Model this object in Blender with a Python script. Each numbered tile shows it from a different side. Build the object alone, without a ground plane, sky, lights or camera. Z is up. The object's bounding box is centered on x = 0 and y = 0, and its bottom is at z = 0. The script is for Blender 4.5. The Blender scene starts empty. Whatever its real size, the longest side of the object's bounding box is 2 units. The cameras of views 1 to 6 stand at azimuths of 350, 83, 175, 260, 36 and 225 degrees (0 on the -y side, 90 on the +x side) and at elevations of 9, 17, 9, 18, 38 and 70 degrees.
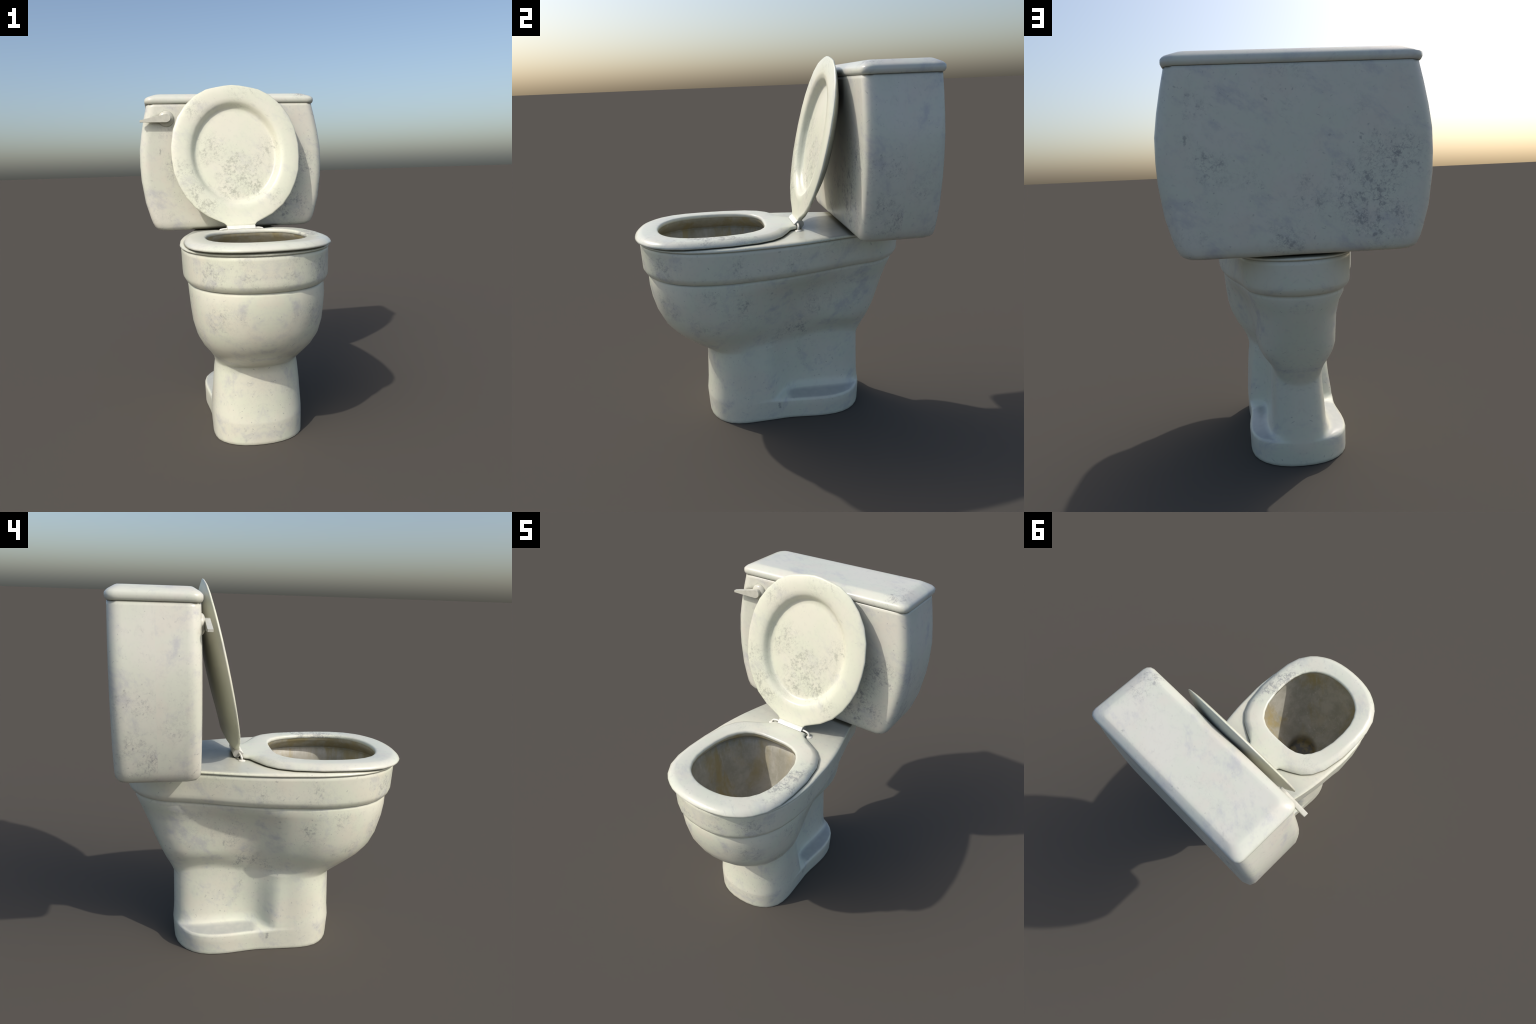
"""A worn white ceramic toilet: pedestal, bowl and rim, seat, open cover, cistern and flush lever."""
import bpy, math
from mathutils import Vector, Matrix

# ------------------------------------------------------------------ helpers
def catmull(p0, p1, p2, p3, t):
    """Centripetal Catmull-Rom between p1 and p2."""
    def knot(a, b):
        return max(1e-6, math.dist(a, b)) ** 0.5
    t0 = 0.0
    t1 = t0 + knot(p0, p1)
    t2 = t1 + knot(p1, p2)
    t3 = t2 + knot(p2, p3)
    u = t1 + (t2 - t1) * t
    def mix(a, b, ta, tb):
        k = (u - ta) / (tb - ta)
        return tuple(x + (y - x) * k for x, y in zip(a, b))
    a1, a2, a3 = mix(p0, p1, t0, t1), mix(p1, p2, t1, t2), mix(p2, p3, t2, t3)
    b1, b2 = mix(a1, a2, t0, t2), mix(a2, a3, t1, t3)
    return mix(b1, b2, t1, t2)


def half_curve(knots, steps):
    """Smooth half outline from the front apex to the back apex (both on x = 0);
    steps[i] samples are made in interval i, so rings of different size keep matching points."""
    ext = [(-knots[1][0], knots[1][1])] + list(knots) + [(-knots[-2][0], knots[-2][1])]
    out = []
    for i, n in enumerate(steps):
        for k in range(n):
            out.append(catmull(ext[i], ext[i + 1], ext[i + 2], ext[i + 3], k / n))
    out.append(tuple(knots[-1]))
    return out


def mirror_loop(half):
    """Closed outline out of a half outline with x >= 0."""
    return list(half) + [(-x, y) for x, y in reversed(half[1:-1])]


def resample(loop_half, n):
    """n+1 points at equal arc length along a half outline."""
    acc = [0.0]
    for a, b in zip(loop_half, loop_half[1:]):
        acc.append(acc[-1] + math.dist(a, b))
    out, j = [], 0
    for i in range(n + 1):
        s = acc[-1] * i / n
        while j < len(acc) - 2 and acc[j + 1] < s:
            j += 1
        k = (s - acc[j]) / max(1e-9, acc[j + 1] - acc[j])
        a, b = loop_half[j], loop_half[j + 1]
        out.append((a[0] + (b[0] - a[0]) * k, a[1] + (b[1] - a[1]) * k))
    return out


def loft(rings, cap_start=False, cap_end=False, closed=False):
    """Vertices and quads of a skin over rings with equal point counts."""
    n = len(rings[0])
    verts = [v for r in rings for v in r]
    faces, spans = [], []
    last = len(rings) if closed else len(rings) - 1
    for i in range(last):
        a, b = i * n, ((i + 1) % len(rings)) * n
        for j in range(n):
            k = (j + 1) % n
            faces.append((a + j, a + k, b + k, b + j))
            spans.append(i)
    if cap_start:
        faces.append(tuple(reversed(range(n))))
        spans.append(-1)
    if cap_end:
        faces.append(tuple(range((len(rings) - 1) * n, len(rings) * n)))
        spans.append(len(rings))
    return verts, faces, spans


def new_object(name, mesh, parent, material):
    ob = bpy.data.objects.new(name, mesh)
    bpy.context.scene.collection.objects.link(ob)
    ob.parent = parent
    mesh.materials.append(material)
    return ob


def mesh_object(name, verts, faces, parent, material, sharp=None):
    me = bpy.data.meshes.new(name)
    me.from_pydata([tuple(v) for v in verts], [], faces)
    me.validate()
    me.update()
    import bmesh
    bm = bmesh.new()
    bm.from_mesh(me)
    bmesh.ops.recalc_face_normals(bm, faces=bm.faces)
    bm.to_mesh(me)
    bm.free()
    if sharp is None:
        me.shade_smooth()
    else:
        me.shade_smooth()
        me.set_sharp_from_angle(angle=math.radians(sharp))
    return new_object(name, me, parent, material)


def split_by_region(verts, faces, region_of, parent, materials):
    """One smooth skin cut into named parts; borders coincide and keep the whole skin's normals."""
    whole = bpy.data.meshes.new("whole")
    whole.from_pydata([tuple(v) for v in verts], [], faces)
    whole.update()
    normals = [v.normal.copy() for v in whole.vertices]
    bpy.data.meshes.remove(whole)
    made = {}
    for name in dict.fromkeys(region_of):
        chosen = [f for f, r in zip(faces, region_of) if r == name]
        index, order = {}, []
        for f in chosen:
            for v in f:
                if v not in index:
                    index[v] = len(order)
                    order.append(v)
        me = bpy.data.meshes.new(name)
        me.from_pydata([tuple(verts[v]) for v in order], [], [[index[v] for v in f] for f in chosen])
        me.update()
        me.shade_smooth()
        me.normals_split_custom_set_from_vertices([normals[v] for v in order])
        made[name] = new_object(name, me, parent, materials[name])
    return made


# ------------------------------------------------------------------ materials
class Nodes:
    """Small builder so that the masks below read as formulas."""

    def __init__(self, name):
        self.mat = bpy.data.materials.new(name)
        self.mat.use_nodes = True
        self.t = self.mat.node_tree
        self.bsdf = self.t.nodes["Principled BSDF"]
        self.coord = self.t.nodes.new("ShaderNodeTexCoord").outputs["Object"]

    def put(self, sock, value):
        if isinstance(value, bpy.types.NodeSocket):
            self.t.links.new(value, sock)
        else:
            sock.default_value = value

    def math(self, op, a, b=0.0, c=0.0, clamp=False):
        n = self.t.nodes.new("ShaderNodeMath")
        n.operation, n.use_clamp = op, clamp
        for s, v in zip(n.inputs, (a, b, c)):
            self.put(s, v)
        return n.outputs[0]

    def vmath(self, op, a, b=(0, 0, 0)):
        n = self.t.nodes.new("ShaderNodeVectorMath")
        n.operation = op
        self.put(n.inputs[0], a)
        self.put(n.inputs[1], b)
        return n.outputs["Value"] if op in ("LENGTH", "DISTANCE", "DOT_PRODUCT") else n.outputs[0]

    def split(self, v):
        n = self.t.nodes.new("ShaderNodeSeparateXYZ")
        self.put(n.inputs[0], v)
        return n.outputs

    def join(self, x, y, z):
        n = self.t.nodes.new("ShaderNodeCombineXYZ")
        for s, v in zip(n.inputs, (x, y, z)):
            self.put(s, v)
        return n.outputs[0]

    def mapping(self, v, loc=(0, 0, 0), rot=(0, 0, 0), scale=(1, 1, 1)):
        n = self.t.nodes.new("ShaderNodeMapping")
        self.put(n.inputs["Vector"], v)
        n.inputs["Location"].default_value = loc
        n.inputs["Rotation"].default_value = rot
        n.inputs["Scale"].default_value = scale
        return n.outputs[0]

    def stretched(self, v, rot, scale):
        """Turn first, stretch afterwards: slanting streaks."""
        return self.mapping(self.mapping(v, rot=rot), scale=scale)

    def noise(self, v, scale, detail=3.0, rough=0.55, distort=0.0):
        n = self.t.nodes.new("ShaderNodeTexNoise")
        self.put(n.inputs["Vector"], v)
        n.inputs["Scale"].default_value = scale
        n.inputs["Detail"].default_value = detail
        n.inputs["Roughness"].default_value = rough
        n.inputs["Distortion"].default_value = distort
        return n.outputs["Fac"]

    def ramp(self, f, lo, hi, a=0.0, b=1.0):
        n = self.t.nodes.new("ShaderNodeMapRange")
        n.interpolation_type = "SMOOTHSTEP"
        self.put(n.inputs["Value"], f)
        for s, v in zip(list(n.inputs)[1:5], (lo, hi, a, b)):
            s.default_value = v
        return n.outputs[0]

    def mix(self, f, a, b):
        n = self.t.nodes.new("ShaderNodeMix")
        n.data_type = "RGBA"
        self.put(n.inputs["Factor"], f)
        ins = [s for s in n.inputs if s.type == "RGBA"]
        for s, v in zip(ins, (a, b)):
            self.put(s, v if isinstance(v, bpy.types.NodeSocket) else (*v, 1.0))
        return [o for o in n.outputs if o.type == "RGBA"][0]

    def patch(self, p, centre, radius):
        """1 at the centre, fading to 0 at radius."""
        d = self.vmath("DISTANCE", p, centre)
        return self.ramp(d, radius, radius * 0.25)

    def most(self, values):
        out = values[0]
        for v in values[1:]:
            out = self.math("MAXIMUM", out, v)
        return out


def worn_ceramic(name, clean, patches=(), fold="none", grime=1.0, rough=0.3, spread=0.50, seed=0.0, scratches=1.0, marks=(), crevice=0.034, flake_tone=(0.40, 0.41, 0.47), blush=1.0, front_only=False, top_darkening=(), back_shadow_paint=None):
    """Glazed ceramic with cloudy tints, rubbed streaks, specks, scratches and flaky grey dirt.
    patches: (centre, radius, strength) where the dirt gathers; marks: (centre, radius) single chips;
    fold: how the marks repeat over the two halves."""
    m = Nodes(name)
    p = m.coord
    if fold == "sides":                      # the two flanks carry the same marks
        x, y, z = m.split(p)
        p = m.join(m.math("ABSOLUTE", x), y, z)
    elif fold == "faces":                    # front and back carry the same marks, turned round
        x, y, z = m.split(p)
        back = m.math("GREATER_THAN", y, 0.562)
        sign = m.math("MULTIPLY_ADD", back, -2.0, 1.0)
        depth = m.math("ABSOLUTE", m.math("SUBTRACT", y, 0.562))
        p = m.join(m.math("MULTIPLY", x, sign), depth, z)
    q = m.vmath("ADD", p, (seed, seed * 1.7, -seed))

    def tone(r, g, b):
        return tuple(c * k for c, k in zip(clean, (r, g, b)))

    def moved(v):
        return m.vmath("ADD", q, v)

    # cloudy tints of the glaze: greenish cream, pinkish cream and lilac grey
    col = m.mix(m.ramp(m.noise(q, 4.5, 4.0, 0.6), 0.40, 0.64), tone(0.96, 1.0, 0.97), tone(1.0, 1.0, 1.0))
    col = m.mix(m.math("MULTIPLY", m.ramp(m.noise(moved((1.1, 9.3, 4.9)), 6.5, 4.0, 0.55), 0.46, 0.68), 0.8 * blush), col, tone(0.992, 0.962, 0.955))
    slant = m.stretched(moved((7.1, 3.3, 1.9)), (0.75, 0.85, 0.2), (8.5, 8.5, 3.8))
    col = m.mix(m.math("MULTIPLY", m.ramp(m.noise(slant, 1.0, 7.0, 0.68), 0.50, 0.74), 0.85 * grime), col, tone(0.74, 0.75, 0.86))
    col = m.mix(m.math("MULTIPLY", m.ramp(m.noise(moved((2.6, 5.1, 0.4)), 38.0, 5.0, 0.7), 0.50, 0.72), 0.30 * grime), col, tone(0.80, 0.81, 0.83))
    # slanting rubbed streaks
    s = m.stretched(q, (0.70, 0.90, 0.25), (55.0, 50.0, 10.0))
    streak = m.math("MULTIPLY", m.ramp(m.noise(s, 1.0, 4.0, 0.65), 0.55, 0.76), m.ramp(m.noise(moved((3, 1, 8)), 4.5, 2.0), 0.45, 0.64))
    col = m.mix(m.math("MULTIPLY", streak, 0.38 * grime), col, tone(0.56, 0.57, 0.63))
    # flaky dirt, broken up finely, only where dirt gathers
    gather = m.ramp(m.noise(moved((5.5, 2.2, 6.1)), 4.8, 3.0, 0.55), 0.52, 0.72, 0.0, spread)
    if patches:
        near = m.most([m.math("MULTIPLY", m.patch(p, c, r), k) for c, r, k in patches])
        near = m.math("MULTIPLY", near, m.ramp(m.noise(moved((4, 4, 2)), 9.0, 4.0, 0.6), 0.32, 0.56))
        gather = m.math("MAXIMUM", gather, near)
    if front_only:                           # the hidden back of the part stays clean
        geo = m.t.nodes.new("ShaderNodeNewGeometry")
        gather = m.math("MULTIPLY", gather, m.ramp(m.split(geo.outputs["Normal"])[1], 0.1, -0.2))
    warp = m.noise(q, 62.0, 6.0, 0.72, 0.5)
    wide = m.noise(moved((2, 7, 5)), 23.0, 4.0, 0.6, 0.3)
    level = m.math("ADD", m.math("MULTIPLY_ADD", gather, 0.075, m.math("MULTIPLY", warp, 0.62)), m.math("MULTIPLY", wide, 0.38))
    flake = m.math("MULTIPLY", m.ramp(level, 0.575, 0.665), m.math("POWER", gather, 0.6))
    vein = m.math("ABSOLUTE", m.math("SUBTRACT", m.noise(moved((8, 2, 3)), 24.0, 7.0, 0.7, 0.3), 0.5))
    vein = m.math("MULTIPLY", m.ramp(vein, 0.034, 0.006), m.math("MULTIPLY", gather, m.ramp(warp, 0.40, 0.56)))
    flake = m.math("MAXIMUM", flake, m.math("MULTIPLY", vein, 0.8))
    smear = m.math("MULTIPLY", gather, m.ramp(wide, 0.40, 0.66))
    col = m.mix(m.math("MULTIPLY", smear, 0.26 * grime), col, tone(0.66, 0.67, 0.71))
    col = m.mix(m.math("MULTIPLY", flake, 0.62 * grime), col, tone(*flake_tone))
    # specks and small pits of two sizes
    for scale, share, size, depth in ((13.0, 0.86, 0.115, 0.50), (34.0, 0.84, 0.15, 0.40)):
        pits = m.t.nodes.new("ShaderNodeTexVoronoi")
        m.put(pits.inputs["Vector"], moved((0.3, 0.1, 0.7)))
        pits.inputs["Scale"].default_value = scale
        keep = m.math("GREATER_THAN", m.split(pits.outputs["Color"])[0], share)
        wob = m.math("MULTIPLY", m.math("SUBTRACT", m.noise(q, scale * 4.5, 3.0, 0.6), 0.5), 0.42)
        pit = m.math("MULTIPLY", keep, m.ramp(m.math("ADD", pits.outputs["Distance"], wob), size, size * 0.45))
        pit = m.math("MULTIPLY", pit, m.ramp(m.noise(moved((6, 6, 1)), 3.6, 2.0), 0.42, 0.60, 0.25, 1.0))
        col = m.mix(m.math("MULTIPLY", pit, depth * grime), col, tone(0.36, 0.37, 0.42))
    # thin scratches in two directions
    for rot, where in (((0.60, 0.95, 0.30), 0.0), ((-0.75, -0.60, 0.20), 5.0)):
        w = m.stretched(moved((where, where, 0)), rot, (95.0, 80.0, 5.0))
        line = m.math("MULTIPLY", m.ramp(m.noise(w, 1.0, 1.5, 0.4), 0.70, 0.76), m.ramp(m.noise(moved((where, 1, 2)), 6.0, 1.0), 0.50, 0.62))
        col = m.mix(m.math("MULTIPLY", line, 0.34 * grime * scratches), col, tone(0.46, 0.47, 0.52))
    # occlusion shadow behind the part painted into its back, deepest towards the middle
    if back_shadow_paint:
        centre, near_r, far_r = back_shadow_paint
        geo = m.t.nodes.new("ShaderNodeNewGeometry")
        behind = m.ramp(m.split(geo.outputs["Normal"])[1], 0.30, 0.70)
        f = m.math("MULTIPLY", behind, m.ramp(m.vmath("DISTANCE", p, centre), far_r, near_r, 0.25, 0.80))
        col = m.mix(f, col, tone(0.20, 0.20, 0.19))
    # single chips, drawn out downwards
    for c, r in marks:
        d = m.vmath("MULTIPLY", m.vmath("SUBTRACT", p, c), (1.0, 1.0, 0.45))
        d = m.math("ADD", m.vmath("LENGTH", d), m.math("MULTIPLY", m.math("SUBTRACT", m.noise(q, 75.0, 4.0, 0.65), 0.5), r * 2.2))
        col = m.mix(m.math("MULTIPLY", m.ramp(d, r, r * 0.45), 0.6), col, tone(0.36, 0.37, 0.42))
    # dust paints the tank's ambient shade on the deck, lilac-grey on the ledge
    for lo, hi, top, amount in top_darkening:
        geo = m.t.nodes.new("ShaderNodeNewGeometry")
        up = m.ramp(m.split(geo.outputs["Normal"])[2], 0.72, 0.95)
        px, py, pz = m.split(m.coord)
        f = m.math("MULTIPLY", m.math("MULTIPLY", up, m.ramp(py, lo, hi)), m.math("LESS_THAN", pz, top))
        f = m.math("MULTIPLY", f, m.ramp(m.noise(moved((1, 4, 4)), 12.0, 4.0, 0.6), 0.25, 0.60, 0.75, 1.0))
        col = m.mix(m.math("MULTIPLY", f, amount), col, tone(0.50, 0.52, 0.60))
    # contact shade in tight creases, darkened into the base colour via AO
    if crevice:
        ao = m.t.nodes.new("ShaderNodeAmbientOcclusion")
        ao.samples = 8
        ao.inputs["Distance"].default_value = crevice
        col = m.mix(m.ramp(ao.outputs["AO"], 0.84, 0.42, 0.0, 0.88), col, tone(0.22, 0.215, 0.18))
    m.put(m.bsdf.inputs["Base Color"], col)
    r = m.math("ADD", rough, m.math("MULTIPLY", m.math("MAXIMUM", flake, streak), 0.22))
    m.put(m.bsdf.inputs["Roughness"], r)
    m.bsdf.inputs["Specular IOR Level"].default_value = 0.45
    bump = m.t.nodes.new("ShaderNodeBump")
    bump.inputs["Strength"].default_value = 0.05
    bump.inputs["Distance"].default_value = 0.003
    m.put(bump.inputs["Height"], m.noise(q, 12.0, 2.0))
    m.t.links.new(bump.outputs[0], m.bsdf.inputs["Normal"])
    return m.mat


def stained_basin():
    """Inside of the bowl: beige-grey limescale with soft runs of ochre and a dark drain."""
    m = Nodes("stained_basin")
    p = m.coord
    x, y, z = m.split(p)
    runs = m.mapping(p, scale=(9.0, 9.0, 2.6))
    fine_runs = m.mapping(p, scale=(48.0, 48.0, 4.0))
    base = m.mix(m.ramp(m.noise(p, 8.0, 6.0, 0.68), 0.36, 0.66), (0.36, 0.345, 0.28), (0.49, 0.47, 0.40))
    base = m.mix(m.math("MULTIPLY", m.ramp(m.noise(fine_runs, 1.0, 4.0, 0.6), 0.54, 0.74), m.ramp(m.noise(p, 6.0, 2.0), 0.42, 0.6, 0.0, 0.55)), base, (0.62, 0.60, 0.54))
    ochre = m.ramp(m.noise(runs, 0.75, 5.0, 0.62, 0.4), 0.48, 0.66)
    side = m.ramp(m.math("ABSOLUTE", x), 0.04, 0.20, 0.30, 1.0)
    base = m.mix(m.math("MULTIPLY", m.math("MULTIPLY", ochre, side), 0.80), base, (0.40, 0.315, 0.125))
    rim = m.math("MULTIPLY", m.ramp(z, 0.92, 1.05), m.ramp(m.noise(m.mapping(p, scale=(14.0, 14.0, 3.0)), 1.0, 4.0, 0.6), 0.44, 0.64))
    base = m.mix(m.math("MULTIPLY", rim, 0.60), base, (0.30, 0.245, 0.11))
    spots = m.math("MULTIPLY", m.ramp(m.noise(p, 24.0, 5.0, 0.65), 0.62, 0.76), 0.45)
    base = m.mix(spots, base, (0.20, 0.19, 0.18))
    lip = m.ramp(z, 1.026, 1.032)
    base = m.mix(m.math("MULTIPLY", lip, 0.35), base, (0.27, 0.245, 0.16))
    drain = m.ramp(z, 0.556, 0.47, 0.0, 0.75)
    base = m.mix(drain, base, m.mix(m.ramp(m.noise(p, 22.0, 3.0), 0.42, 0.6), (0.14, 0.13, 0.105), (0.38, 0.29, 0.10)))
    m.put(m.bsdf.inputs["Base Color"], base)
    m.bsdf.inputs["Roughness"].default_value = 0.45
    return m.mat


def plain_enamel(name, colour, rough, shade_tinted_ends=False):
    m = Nodes(name)
    f = m.ramp(m.noise(m.coord, 40.0, 4.0, 0.6), 0.40, 0.70)
    col = m.mix(f, colour, tuple(c * 0.90 for c in colour))
    if shade_tinted_ends:                            # barrel end faces tinted dark for the shade they lie in
        geo = m.t.nodes.new("ShaderNodeNewGeometry")
        side = m.ramp(m.math("ABSOLUTE", m.split(geo.outputs["Normal"])[0]), 0.7, 0.95)
        col = m.mix(m.math("MULTIPLY", side, 0.75), col, (0.20, 0.20, 0.19))
    m.put(m.bsdf.inputs["Base Color"], col)
    m.bsdf.inputs["Roughness"].default_value = rough
    return m.mat


BODY_WHITE = (0.71, 0.70, 0.575)
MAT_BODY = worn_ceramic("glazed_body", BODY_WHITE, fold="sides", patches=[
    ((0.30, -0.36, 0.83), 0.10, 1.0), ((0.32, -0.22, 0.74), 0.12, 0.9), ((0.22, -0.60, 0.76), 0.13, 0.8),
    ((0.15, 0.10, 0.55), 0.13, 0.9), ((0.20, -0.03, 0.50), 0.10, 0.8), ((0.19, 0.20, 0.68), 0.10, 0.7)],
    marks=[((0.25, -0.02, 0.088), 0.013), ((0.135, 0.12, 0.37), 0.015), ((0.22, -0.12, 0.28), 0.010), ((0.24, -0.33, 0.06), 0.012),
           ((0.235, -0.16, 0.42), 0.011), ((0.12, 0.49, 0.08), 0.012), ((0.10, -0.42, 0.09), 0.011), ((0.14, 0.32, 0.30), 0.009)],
    rough=0.30, seed=0.0, grime=1.2, scratches=1.4, top_darkening=[(0.02, 0.07, 0.3, 0.80)])
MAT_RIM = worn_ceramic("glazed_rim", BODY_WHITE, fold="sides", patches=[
    ((0.36, 0.05, 0.96), 0.14, 0.8), ((0.37, -0.22, 0.99), 0.10, 0.7), ((0.26, -0.62, 0.98), 0.12, 0.9), ((0.10, -0.73, 0.98), 0.10, 0.6)], rough=0.30, seed=2.4, grime=1.1, scratches=1.4, top_darkening=[(-0.10, 0.34, 1.2, 0.85)])
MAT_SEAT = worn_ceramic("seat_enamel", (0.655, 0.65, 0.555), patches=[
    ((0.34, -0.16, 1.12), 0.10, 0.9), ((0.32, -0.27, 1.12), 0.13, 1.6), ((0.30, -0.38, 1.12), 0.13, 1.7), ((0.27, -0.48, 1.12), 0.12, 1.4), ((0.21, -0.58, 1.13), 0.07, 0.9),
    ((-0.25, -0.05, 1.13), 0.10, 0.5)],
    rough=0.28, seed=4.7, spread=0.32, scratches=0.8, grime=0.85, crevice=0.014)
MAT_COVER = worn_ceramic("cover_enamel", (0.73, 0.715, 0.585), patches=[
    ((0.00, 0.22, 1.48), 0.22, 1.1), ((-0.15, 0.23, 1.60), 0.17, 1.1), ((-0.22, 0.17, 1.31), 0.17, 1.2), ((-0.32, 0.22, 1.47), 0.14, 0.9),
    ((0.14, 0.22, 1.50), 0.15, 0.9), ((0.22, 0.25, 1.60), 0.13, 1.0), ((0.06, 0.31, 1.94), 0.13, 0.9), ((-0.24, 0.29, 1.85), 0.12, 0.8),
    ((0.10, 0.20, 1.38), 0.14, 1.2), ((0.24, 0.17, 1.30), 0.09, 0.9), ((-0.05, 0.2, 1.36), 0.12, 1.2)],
    rough=0.30, seed=7.3, spread=0.35, scratches=0.8, grime=0.82, crevice=0.0, flake_tone=(0.43, 0.45, 0.43), front_only=True, blush=0.25, back_shadow_paint=((0.0, 0.27, 1.56), 0.28, 0.42))
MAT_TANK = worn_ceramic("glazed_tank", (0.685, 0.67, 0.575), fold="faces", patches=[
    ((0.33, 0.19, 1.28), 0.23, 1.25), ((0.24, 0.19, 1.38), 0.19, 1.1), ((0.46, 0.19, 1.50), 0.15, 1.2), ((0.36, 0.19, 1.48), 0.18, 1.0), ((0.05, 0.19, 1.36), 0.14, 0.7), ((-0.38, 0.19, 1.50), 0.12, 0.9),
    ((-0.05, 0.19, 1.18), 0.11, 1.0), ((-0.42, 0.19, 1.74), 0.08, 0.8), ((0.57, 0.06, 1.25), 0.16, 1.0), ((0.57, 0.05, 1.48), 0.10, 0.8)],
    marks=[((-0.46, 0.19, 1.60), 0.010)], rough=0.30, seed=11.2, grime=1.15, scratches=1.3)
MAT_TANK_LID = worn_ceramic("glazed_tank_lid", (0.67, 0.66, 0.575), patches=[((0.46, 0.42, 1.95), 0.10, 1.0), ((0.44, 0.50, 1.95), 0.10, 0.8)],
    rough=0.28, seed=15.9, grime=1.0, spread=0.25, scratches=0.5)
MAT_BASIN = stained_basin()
MAT_FITTING = plain_enamel("fitting_enamel", (0.59, 0.58, 0.49), 0.25)
MAT_HINGE = plain_enamel("hinge_enamel", (0.80, 0.785, 0.69), 0.30, shade_tinted_ends=True)

# ------------------------------------------------------------------ the thing
toilet = bpy.data.objects.new("toilet", None)
bpy.context.scene.collection.objects.link(toilet)
toilet["label"] = "worn white ceramic toilet with raised seat cover and cistern"
toilet["category"] = "toilet"

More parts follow.
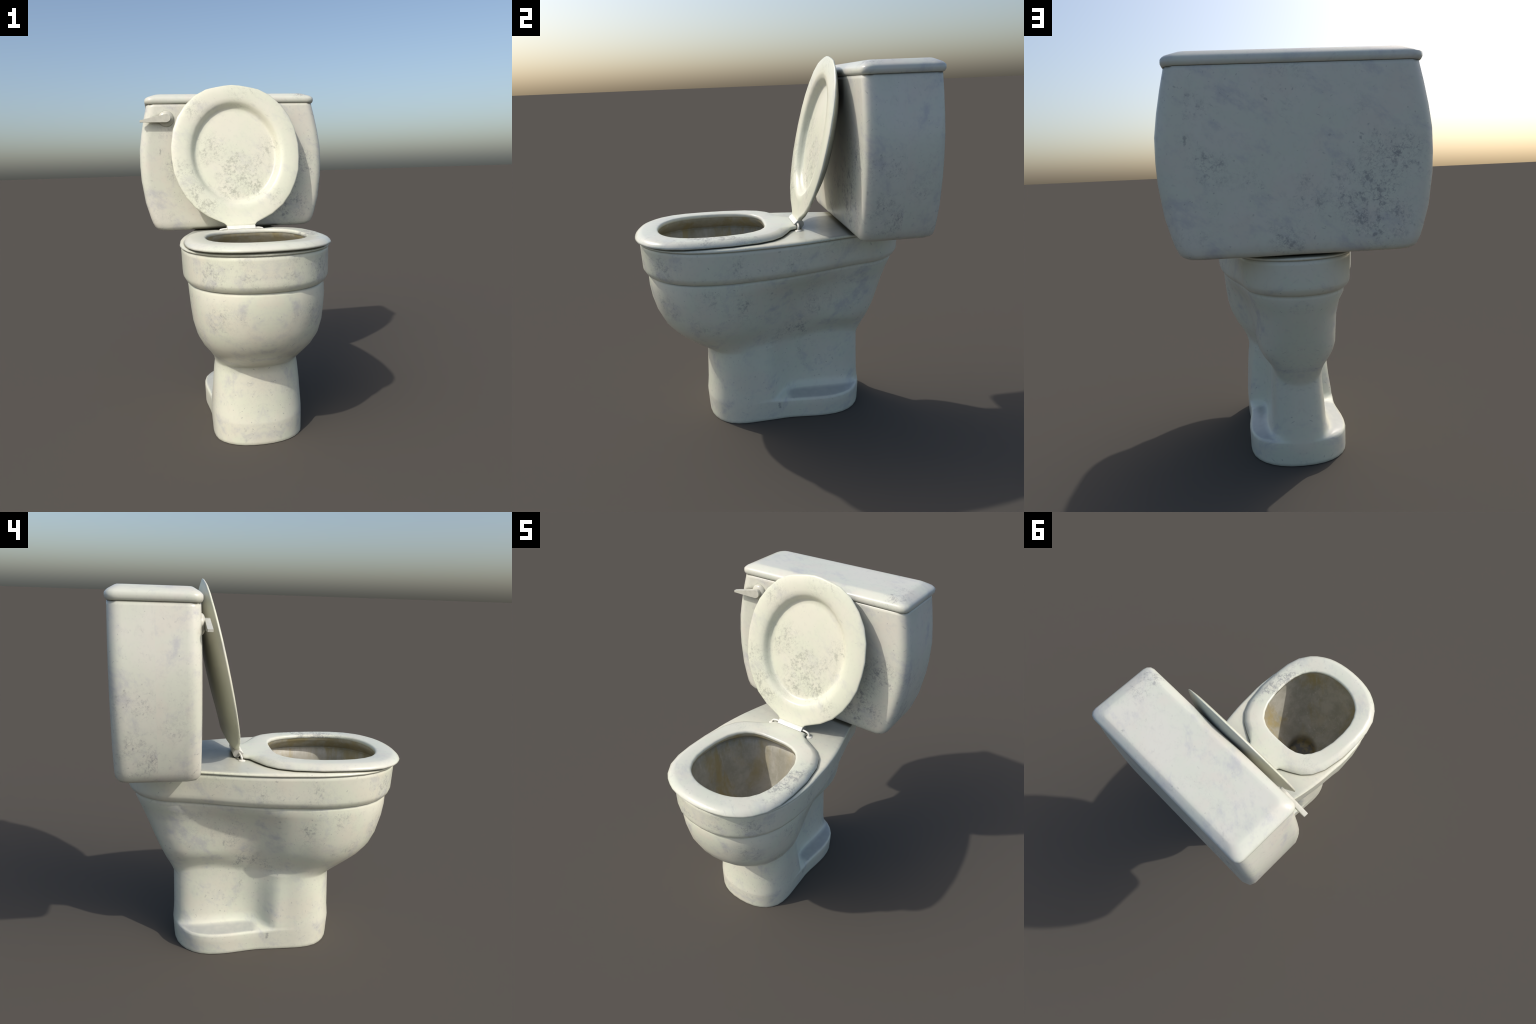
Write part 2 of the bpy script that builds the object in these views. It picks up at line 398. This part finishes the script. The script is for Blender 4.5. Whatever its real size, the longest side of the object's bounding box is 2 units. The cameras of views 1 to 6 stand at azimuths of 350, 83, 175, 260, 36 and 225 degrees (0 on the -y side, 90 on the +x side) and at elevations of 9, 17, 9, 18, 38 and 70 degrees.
# ------------------------------------------------------------------ pedestal, bowl and rim: one skin
# level: z, front y, front half width and its y, shoulder half width and y, waist half width and y,
#        rear half width and its y, back y, rise of the level towards the back
BODY = [
    (0.000, -0.420, 0.249, -0.22, 0.243, -0.05, 0.239, 0.04, 0.254, 0.25, 0.492, 0),
    (0.070, -0.423, 0.251, -0.22, 0.245, -0.05, 0.241, 0.04, 0.255, 0.25, 0.496, 0),
    (0.106, -0.425, 0.252, -0.22, 0.247, -0.05, 0.243, 0.04, 0.256, 0.25, 0.498, 0),
    (0.118, -0.425, 0.252, -0.22, 0.247, -0.05, 0.240, 0.045, 0.252, 0.25, 0.4975, 0),
    (0.124, -0.425, 0.252, -0.22, 0.246, -0.05, 0.226, 0.045, 0.236, 0.26, 0.497, 0),
    (0.131, -0.424, 0.252, -0.22, 0.243, -0.056, 0.190, 0.045, 0.198, 0.27, 0.496, 0),
    (0.141, -0.423, 0.252, -0.22, 0.242, -0.057, 0.164, 0.045, 0.165, 0.28, 0.495, 0),
    (0.160, -0.421, 0.251, -0.22, 0.240, -0.058, 0.151, 0.045, 0.150, 0.29, 0.494, 0),
    (0.195, -0.417, 0.249, -0.22, 0.235, -0.062, 0.143, 0.050, 0.141, 0.30, 0.492, 0),
    (0.300, -0.412, 0.243, -0.22, 0.220, -0.070, 0.137, 0.050, 0.134, 0.30, 0.491, 0),
    (0.390, -0.408, 0.235, -0.22, 0.206, -0.075, 0.133, 0.050, 0.127, 0.30, 0.491, 0),
    (0.428, -0.408, 0.229, -0.22, 0.200, -0.080, 0.132, 0.050, 0.125, 0.30, 0.491, 0),
    (0.438, -0.418, 0.229, -0.22, 0.200, -0.080, 0.133, 0.050, 0.126, 0.30, 0.493, 0),
    (0.455, -0.448, 0.232, -0.23, 0.196, -0.095, 0.138, 0.04, 0.136, 0.30, 0.499, 0),
    (0.480, -0.490, 0.241, -0.25, 0.203, -0.100, 0.149, 0.05, 0.151, 0.30, 0.511, 0),
    (0.520, -0.548, 0.264, -0.27, 0.220, -0.100, 0.163, 0.06, 0.174, 0.30, 0.534, 0),
    (0.565, -0.597, 0.296, -0.29, 0.250, -0.10, 0.178, 0.07, 0.188, 0.30, 0.557, 0),
    (0.620, -0.643, 0.324, -0.30, 0.273, -0.10, 0.196, 0.08, 0.198, 0.30, 0.582, 0),
    (0.690, -0.676, 0.342, -0.30, 0.290, -0.10, 0.211, 0.09, 0.201, 0.31, 0.609, 0),
    (0.770, -0.697, 0.351, -0.30, 0.308, -0.09, 0.236, 0.10, 0.206, 0.33, 0.641, 0),
    (0.840, -0.706, 0.356, -0.30, 0.328, -0.08, 0.278, 0.10, 0.221, 0.36, 0.671, 0),
    (0.880, -0.707, 0.358, -0.28, 0.341, -0.06, 0.309, 0.11, 0.237, 0.42, 0.691, .012),
    (0.890, -0.705, 0.356, -0.28, 0.340, -0.06, 0.311, 0.11, 0.237, 0.42, 0.692, .014),
    (0.8965, -0.701, 0.352, -0.28, 0.336, -0.06, 0.308, 0.11, 0.234, 0.42, 0.689, .015),
    (0.8995, -0.701, 0.352, -0.27, 0.337, -0.05, 0.311, 0.12, 0.236, 0.43, 0.691, .016),
    (0.9020, -0.711, 0.362, -0.27, 0.347, -0.05, 0.322, 0.12, 0.246, 0.43, 0.702, .016),
    (0.908, -0.718, 0.369, -0.27, 0.354, -0.05, 0.330, 0.12, 0.253, 0.43, 0.710, .016),
    (0.926, -0.729, 0.379, -0.27, 0.365, -0.05, 0.340, 0.12, 0.263, 0.43, 0.721, .016),
    (0.936, -0.732, 0.381, -0.27, 0.368, -0.05, 0.343, 0.12, 0.266, 0.43, 0.724, .015),
    (0.955, -0.733, 0.382, -0.27, 0.369, -0.05, 0.344, 0.12, 0.267, 0.43, 0.725, .012),
    (1.055, -0.736, 0.384, -0.27, 0.372, -0.05, 0.346, 0.12, 0.268, 0.44, 0.727, 0),
    (1.072, -0.736, 0.384, -0.27, 0.372, -0.05, 0.346, 0.12, 0.268, 0.44, 0.727, 0),
    (1.0765, -0.731, 0.379, -0.27, 0.367, -0.05, 0.341, 0.12, 0.263, 0.44, 0.722, 0),
    (1.0785, -0.733, 0.381, -0.27, 0.369, -0.05, 0.343, 0.12, 0.265, 0.44, 0.724, 0),
    (1.0810, -0.740, 0.389, -0.27, 0.377, -0.05, 0.351, 0.12, 0.272, 0.44, 0.731, 0),
    (1.0845, -0.742, 0.391, -0.27, 0.379, -0.05, 0.353, 0.12, 0.274, 0.44, 0.733, 0),
    (1.0885, -0.741, 0.390, -0.27, 0.378, -0.05, 0.352, 0.12, 0.273, 0.44, 0.732, 0),
    (1.0930, -0.737, 0.386, -0.27, 0.374, -0.05, 0.348, 0.12, 0.269, 0.44, 0.728, 0),
    (1.0963, -0.728, 0.377, -0.27, 0.365, -0.05, 0.339, 0.12, 0.260, 0.44, 0.719, 0),
    (1.0972, -0.718, 0.368, -0.27, 0.356, -0.05, 0.330, 0.12, 0.251, 0.44, 0.709, 0),
    (1.0972, -0.702, 0.352, -0.27, 0.340, -0.05, 0.314, 0.12, 0.235, 0.44, 0.692, 0),
]
STEPS = [2, 2, 2, 2, 3, 2, 4, 4, 2, 2, 2, 2]


def superquarter(w, t, p):
    """Quarter of a superellipse: t = 0 on the axis, 1 at full width; returns (width, depth fraction)."""
    a = t * math.pi / 2
    return w * math.sin(a) ** (2 / p), math.cos(a) ** (2 / p)


def body_half(lv, front_p=2.25):
    rear_p = 2.3 + 0.7 * ease(0.115, 0.15, lv[0]) - 0.3 * ease(0.43, 0.6, lv[0]) - 0.68 * ease(0.6, 0.88, lv[0])
    _, yf, wf, yfc, ws, ys, ww, yw, wr, yr, yb, _ = lv
    knots = []
    for t in (0.0, 0.25, 0.5, 0.75, 1.0):
        x, d = superquarter(wf, t, front_p)
        knots.append((x, yfc + (yf - yfc) * d))
    knots += [(wf + (ws - wf) * 0.62, yfc + (ys - yfc) * 0.68), (ws, ys), (ww, yw)]
    for t in (1.0, 0.75, 0.5, 0.25, 0.0):
        x, d = superquarter(wr, t, rear_p)
        knots.append((x, yr + (yb - yr) * d))
    return half_curve(knots, STEPS)


def ease(a, b, v):
    k = min(1.0, max(0.0, (v - a) / (b - a)))
    return k * k * (3 - 2 * k)


# outline of the opening in the seat, half from front to back
HOLE = [(0, -.632), (.055, -.628), (.105, -.616), (.155, -.592), (.205, -.550), (.240, -.490), (.256, -.425), (.260, -.335),
        (.251, -.225), (.233, -.165), (.200, -.106), (.158, -.069), (.100, -.050), (.05, -.046), (0, -.045)]


def grow(half, d):
    """Offset a half outline outwards by d."""
    loop = mirror_loop(half)
    n, out = len(loop), []
    for i in range(len(half)):
        a, b = loop[i - 1], loop[(i + 1) % n]
        tx, ty = b[0] - a[0], b[1] - a[1]
        l = math.hypot(tx, ty)
        out.append((loop[i][0] + ty / l * d, loop[i][1] - tx / l * d))
    return out


rings, region = [], []
for lv in BODY:
    loop = mirror_loop(body_half(lv))
    # the underside of the rear bulge hangs lowest on the middle line
    sag = 0.050 * ease(0.37, 0.45, lv[0]) * (1 - ease(0.48, 0.62, lv[0]))
    rings.append([(x, y, lv[0] + lv[11] * ease(-0.35, 0.6, y) + sag * ease(0.0, 0.30, y) * min(1.0, abs(x) / 0.13) ** 2 - 0.3 * sag * ease(0.3, 0.5, y)) for x, y in loop])
n_half = len(rings[0]) // 2
smooth_hole = half_curve(HOLE, [3] * (len(HOLE) - 1))
opening = resample(smooth_hole, n_half)
for d, z in ((0.050, 1.0972), (0.046, 1.0968), (0.044, 1.088)):
    rings.append([(x, y, z) for x, y in mirror_loop(grow(opening, d))])
verts, faces, spans = loft(rings)
crease = next(i for i, lv in enumerate(BODY) if lv[0] >= 0.428)
band = next(i for i, lv in enumerate(BODY) if lv[0] >= 0.896)
region = ["pedestal" if s < crease else "bowl" if s < band else "rim" for s in spans]
split_by_region(verts, faces, region, toilet, {"pedestal": MAT_BODY, "bowl": MAT_BODY, "rim": MAT_RIM})

# inside of the bowl, from the rim opening down to the drain
DRAIN = (0.0, -0.285)
INSIDE = [  # z, growth of the opening, blend towards the drain circle, circle radius
    (1.121, 0.002, 0.00, 0.1), (1.098, 0.003, 0.00, 0.1), (1.070, 0.038, 0.0, 0.1), (1.043, 0.064, 0.0, 0.1), (1.040, 0.074, 0.0, 0.1), (1.034, 0.074, 0.0, 0.1), (1.031, 0.063, 0.0, 0.1),
    (0.970, 0.057, 0.00, 0.1), (0.900, 0.046, 0.01, 0.1), (0.820, 0.034, 0.06, 0.1), (0.745, 0.020, 0.16, 0.1),
    (0.680, 0.005, 0.32, 0.115), (0.630, 0.000, 0.53, 0.115), (0.595, 0.000, 0.73, 0.115), (0.572, 0.000, 0.90, 0.115),
    (0.560, 0.000, 1.00, 0.115), (0.545, 0.0, 1.0, 0.108), (0.500, 0.0, 1.0, 0.100), (0.460, 0.0, 1.0, 0.094),
    (0.452, 0.0, 1.0, 0.078), (0.450, 0.0, 1.0, 0.030)]
rings = []
for z, g, k, r in INSIDE:
    ring = []
    half = grow(opening, g)
    for i, (x, y) in enumerate(half):
        a = math.pi * i / (len(half) - 1)
        cx, cy = DRAIN[0] + r * math.sin(a), DRAIN[1] - r * math.cos(a)
        ring.append((x + (cx - x) * k, y + (cy - y) * k))
    rings.append([(x, y, z) for x, y in mirror_loop(ring)])
verts, faces, _ = loft(rings, cap_end=True)
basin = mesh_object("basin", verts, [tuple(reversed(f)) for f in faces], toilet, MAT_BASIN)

# ------------------------------------------------------------------ seat
SEAT = [(0, -.757), (.050, -.755), (.095, -.750), (.138, -.741), (.182, -.727), (.222, -.706), (.262, -.679), (.297, -.645), (.340, -.577),
        (.364, -.490), (.372, -.385), (.370, -.250), (.347, -.112), (.310, -.030), (.260, .022), (.195, .060), (.135, .088), (.124, .105),
        (.120, .130), (.06, .135), (0, .135)]
TAB_FROM = 16                       # outline points that belong to the hinge tab


def seat_ring(inset, z, tab_inset, tab_z):
    half = grow(SEAT, -inset)
    out = []
    for i, (x, y) in enumerate(half):
        if i >= TAB_FROM:
            out.append((max(0.0, SEAT[i][0] - tab_inset), SEAT[i][1] - (tab_inset if i >= 18 else 0), tab_z))
        else:
            k = ease(0.02, 0.10, y)
            out.append((x, y, z + (tab_z - z) * k))
    return out


def mirror3(half):
    return half + [(-x, y, z) for x, y, z in reversed(half[1:-1])]


n_seat = len(SEAT) - 1
# the hole is sampled at matching directions: denser at the back where the tab is
hole_half = resample(HOLE, n_seat)
hole_fit = []
for i, (x, y) in enumerate(SEAT):
    # fraction along the opening that faces this outline point
    a = math.atan2(x, -(y + 0.34)) / math.pi
    hole_fit.append(a)
hole_curve = half_curve(HOLE, [2] * (len(HOLE) - 1))


def hole_at(a):
    """Point of the opening seen from its middle at the fraction a of a half turn."""
    best = min(range(len(hole_curve) - 1), key=lambda j: 0 if math.atan2(hole_curve[j][0], -(hole_curve[j][1] + .34)) / math.pi <= a + 1e-9 <= math.atan2(hole_curve[j + 1][0], -(hole_curve[j + 1][1] + .34)) / math.pi + 1e-6 else 1)
    p, q = hole_curve[best], hole_curve[best + 1]
    pa, qa = (math.atan2(v[0], -(v[1] + .34)) / math.pi for v in (p, q))
    k = 0 if qa == pa else min(1, max(0, (a - pa) / (qa - pa)))
    return p[0] + (q[0] - p[0]) * k, p[1] + (q[1] - p[1]) * k


hole_match = [hole_at(a) for a in hole_fit]
rings = [
    mirror3(seat_ring(0.040, 1.0985, 0.016, 1.0985)),
    mirror3(seat_ring(0.014, 1.0985, 0.006, 1.1000)),
    mirror3(seat_ring(0.004, 1.1010, 0.001, 1.103)),
    mirror3(seat_ring(0.000, 1.1065, 0.000, 1.109)),
    mirror3(seat_ring(0.003, 1.1130, 0.003, 1.114)),
    mirror3(seat_ring(0.018, 1.1265, 0.008, 1.119)),
    mirror3(seat_ring(0.036, 1.1325, 0.014, 1.121)),
    mirror3(seat_ring(0.044, 1.1335, 0.020, 1.122)),
]
for d, z in ((0.014, 1.1335), (0.006, 1.132), (0.001, 1.128), (0.0, 1.121), (0.001, 1.112), (0.016, 1.110)):
    rings.append([(x, y, z) for x, y in mirror_loop(grow(hole_match, d))])
verts, faces, _ = loft(rings, closed=True)
mesh_object("seat", verts, faces, toilet, MAT_SEAT)

# ------------------------------------------------------------------ raised cover
HINGE, TOP = Vector((0, 0.135, 1.140)), Vector((0, 0.325, 2.000))
COVER_LEN = (TOP - HINGE).length
UP = (TOP - HINGE).normalized()
BACK = Vector((1, 0, 0)).cross(UP) * -1          # away from the viewer in front
COVER = [(0, .881), (.046, .877), (.090, .869), (.130, .861), (.165, .852), (.235, .815), (.300, .752), (.348, .682), (.379, .602),
         (.396, .500), (.395, .422), (.386, .335), (.362, .263), (.325, .190), (.272, .122), (.200, .067), (.100, .018), (.086, .002),
         (.045, .000), (0, .000)]


def cover_point(x, s, off):
    return HINGE + Vector((x, 0, 0)) + UP * s + BACK * off


def dish_point(i, rx, rs):
    """Point of the dish outline (ellipse) facing cover outline point i."""
    x, s = COVER[i]
    a = math.atan2(x / 0.396, (s - 0.45) / 0.44)
    return rx * math.sin(a), 0.452 + rs * math.cos(a)


def cover_ring(k, off, dish=None, foot=None):
    """k: how far from the rim (0) to the dish (1); off: depth behind the cover plane."""
    half = []
    for i, (x, s) in enumerate(COVER):
        dx, ds = dish_point(i, *(dish or (0.285, 0.322)))
        o = off
        if foot is not None:
            o = off + (foot - off) * ease(0.10, 0.0, s)
        half.append((x + (dx - x) * k, s + (ds - s) * k, o))
    return [cover_point(*q) for q in mirror3(half)]


rings = [
    cover_ring(1.0, 0.079, (0.05, 0.06)),
    cover_ring(1.0, 0.077, (0.15, 0.18)),
    cover_ring(1.0, 0.070, (0.24, 0.28)),
    cover_ring(0.85, 0.054, foot=0.070),
    cover_ring(0.50, 0.037, foot=0.058),
    cover_ring(0.22, 0.021, foot=0.042),
    cover_ring(0.06, 0.011, foot=0.026),
    cover_ring(0.01, 0.0075, foot=0.016),
    cover_ring(0.00, 0.004),
    cover_ring(0.02, 0.0005),
    cover_ring(0.08, -0.002, foot=0.0),
    cover_ring(0.35, -0.006, foot=0.0),
    cover_ring(0.75, -0.006, foot=0.0),
    cover_ring(1.0, -0.002, (0.287, 0.326)),
    cover_ring(1.0, 0.006, (0.275, 0.315)),
    cover_ring(1.0, 0.021, (0.264, 0.305)),
    cover_ring(1.0, 0.034, (0.255, 0.296)),
    cover_ring(1.0, 0.0385, (0.244, 0.285)),
    cover_ring(1.0, 0.0365, (0.225, 0.266)),
    cover_ring(1.0, 0.034, (0.18, 0.22)),
    cover_ring(1.0, 0.032, (0.08, 0.10)),
]
verts, faces, _ = loft(rings, cap_start=True, cap_end=True)
cover = mesh_object("cover", verts, faces, toilet, MAT_COVER)

# ------------------------------------------------------------------ hinge
def extrude_x(profile, x0, x1, chamfer=0.002):
    """Prism along x out of a (y, z) profile, its end edges chamfered."""
    cy = sum(p[0] for p in profile) / len(profile)
    cz = sum(p[1] for p in profile) / len(profile)
    def ring(x, s):
        return [(x, cy + (y - cy) * s, cz + (z - cz) * s) for y, z in profile]
    return loft([ring(x0, 0.9), ring(x0 + chamfer, 1), ring(x1 - chamfer, 1), ring(x1, 0.9)], cap_start=True, cap_end=True)


AXIS_Y, AXIS_Z, BARREL_R = 0.150, 1.122, 0.0225
profile = [(0.116, 1.1235), (0.1365, 1.1430)]
for k in range(17):                              # round back of the barrel
    a = math.radians(105 - k * 210 / 16)
    profile.append((AXIS_Y + BARREL_R * math.cos(a), AXIS_Z + BARREL_R * math.sin(a)))
v, f, _ = extrude_x(profile, -0.088, 0.088)
mesh_object("hinge_barrel", v, f, toilet, MAT_HINGE, sharp=40)


def tube(points, radius, sides=10):
    rings = []
    for i, p in enumerate(points):
        a, b = Vector(points[max(0, i - 1)]), Vector(points[min(len(points) - 1, i + 1)])
        t = (b - a).normalized()
        u = t.cross(Vector((0, 1, 0))).normalized()
        w = t.cross(u)
        rings.append([Vector(p) + (u * math.cos(2 * math.pi * k / sides) + w * math.sin(2 * math.pi * k / sides)) * radius for k in range(sides)])
    return loft(rings, cap_start=True, cap_end=True)


def revolve(profile, axis_point, axis, sides):
    """Lathe: profile of (radius, height along axis)."""
    ax = Vector(axis).normalized()
    u = ax.orthogonal().normalized()
    w = ax.cross(u)
    rings = [[Vector(axis_point) + ax * h + (u * math.cos(2 * math.pi * k / sides) + w * math.sin(2 * math.pi * k / sides)) * r for k in range(sides)] for r, h in profile]
    return loft(rings, cap_start=True, cap_end=True)


def merged(parts):
    verts, faces = [], []
    for v, f, _ in parts:
        base = len(verts)
        verts += list(v)
        faces += [tuple(i + base for i in q) for q in f]
    return verts, faces


for side in (1, -1):                              # a pin from each end of the barrel, bent down to a washer
    pin = tube([(side * 0.084, 0.138, 1.124), (side * 0.110, 0.136, 1.124), (side * 0.128, 0.134, 1.121), (side * 0.137, 0.132, 1.112), (side * 0.139, 0.131, 1.096)], 0.0058)
    washer = revolve([(0.019, -0.002), (0.0195, 0.0015), (0.017, 0.004), (0.008, 0.006), (0.004, 0.0065)], (side * 0.139, 0.131, 1.097), (0, 0, 1), 18)
    v, f = merged([pin, washer])
    mesh_object("hinge_pin", v, f, toilet, MAT_HINGE, sharp=50)

# ------------------------------------------------------------------ cistern
def rounded_box_ring(hx, y0, y1, z, r, corner=4, lip=0.028):
    """Rectangle with round corners; an extra point on each side of a corner keeps the flat faces flat."""
    out = []
    for sx, cy, sy, start in ((1, y1 - r, 1, 0), (-1, y1 - r, 1, 90), (-1, y0 + r, -1, 180), (1, y0 + r, -1, 270)):
        cx = sx * (hx - r)
        arc = [(cx + r * math.cos(math.radians(start + 90 * k / corner)), cy + r * math.sin(math.radians(start + 90 * k / corner)), z) for k in range(corner + 1)]
        a0 = math.radians(start)
        before = (arc[0][0] + lip * math.sin(a0), arc[0][1] - lip * math.cos(a0), z)
        a1 = math.radians(start + 90)
        after = (arc[-1][0] - lip * math.sin(a1), arc[-1][1] + lip * math.cos(a1), z)
        out += [before] + arc + [after]
    return out


TANK = [  # z, half width, front y, back y, corner radius
    (1.1035, 0.380, 0.440, 0.690, 0.035), (1.1040, 0.455, 0.410, 0.712, 0.035), (1.1075, 0.480, 0.394, 0.729, 0.036), (1.116, 0.501, 0.381, 0.741, 0.037), (1.132, 0.517, 0.372, 0.750, 0.038),
    (1.162, 0.531, 0.369, 0.753, 0.038), (1.190, 0.540, 0.3685, 0.7535, 0.038), (1.290, 0.567, 0.3680, 0.754, 0.038),
    (1.430, 0.585, 0.3680, 0.754, 0.038), (1.520, 0.588, 0.3680, 0.754, 0.038), (1.620, 0.585, 0.3680, 0.754, 0.038), (1.715, 0.570, 0.3680, 0.754, 0.038), (1.810, 0.550, 0.3685, 0.7535, 0.038),
    (1.875, 0.534, 0.369, 0.753, 0.038), (1.893, 0.530, 0.370, 0.752, 0.038), (1.896, 0.500, 0.395, 0.725, 0.02)]
rings = [rounded_box_ring(hx, y0, y1, z, r * 1.12, corner=2, lip=0.022) for z, hx, y0, y1, r in TANK]
verts, faces, _ = loft(rings, cap_start=True, cap_end=True)
mesh_object("tank", verts, faces, toilet, MAT_TANK)

LID = [  # z, inset of the ends, inset of front and back from the widest outline
    (1.8935, 0.030, 0.030), (1.8935, 0.010, 0.010), (1.898, 0.004, 0.004), (1.906, 0.0005, 0.0005), (1.914, 0.0, 0.0), (1.924, 0.001, 0.001), (1.931, 0.006, 0.006),
    (1.938, 0.016, 0.014), (1.947, 0.038, 0.028), (1.9545, 0.058, 0.040), (1.9570, 0.068, 0.048), (1.9575, 0.084, 0.062)]
rings = [rounded_box_ring(0.540 - dx, 0.3605 + dy, 0.7595 - dy, z, 0.040 if dy < 0.01 else 0.034, corner=3, lip=0.02) for z, dx, dy in LID]
verts, faces, _ = loft(rings, cap_start=True, cap_end=True)
mesh_object("tank_lid", verts, faces, toilet, MAT_TANK_LID)

# ------------------------------------------------------------------ flush lever
LEVER = [(-.574, 1.7925), (-.5735, 1.7815), (-.5050, 1.7800), (-.4340, 1.7785), (-.4120, 1.7790), (-.3995, 1.7830), (-.3905, 1.7905), (-.3855, 1.8010),
         (-.3858, 1.8110), (-.3900, 1.8205), (-.3985, 1.8280), (-.4110, 1.8300), (-.4320, 1.8255), (-.4860, 1.8120), (-.5470, 1.7990)]


def lever_ring(y, d):
    cx, cz = -0.43, 1.802
    out = []
    for x, z in LEVER:
        l = math.hypot(x - cx, z - cz)
        out.append((x - (x - cx) / l * d, y, z - (z - cz) / l * d))
    return out


verts, faces, _ = loft([lever_ring(0.3255, 0.0015), lever_ring(0.327, 0), lever_ring(0.348, 0), lever_ring(0.350, 0.0015)], cap_start=True, cap_end=True)
lever = mesh_object("flush_lever", verts, faces, toilet, MAT_FITTING, sharp=35)
v, f, _ = revolve([(0.048, -0.004), (0.0485, 0.004), (0.046, 0.010), (0.040, 0.0165), (0.030, 0.0205), (0.016, 0.023)], (-0.413, 0.370, 1.803), (0, -1, 0), 28)
mesh_object("lever_boss", v, f, lever, MAT_FITTING)
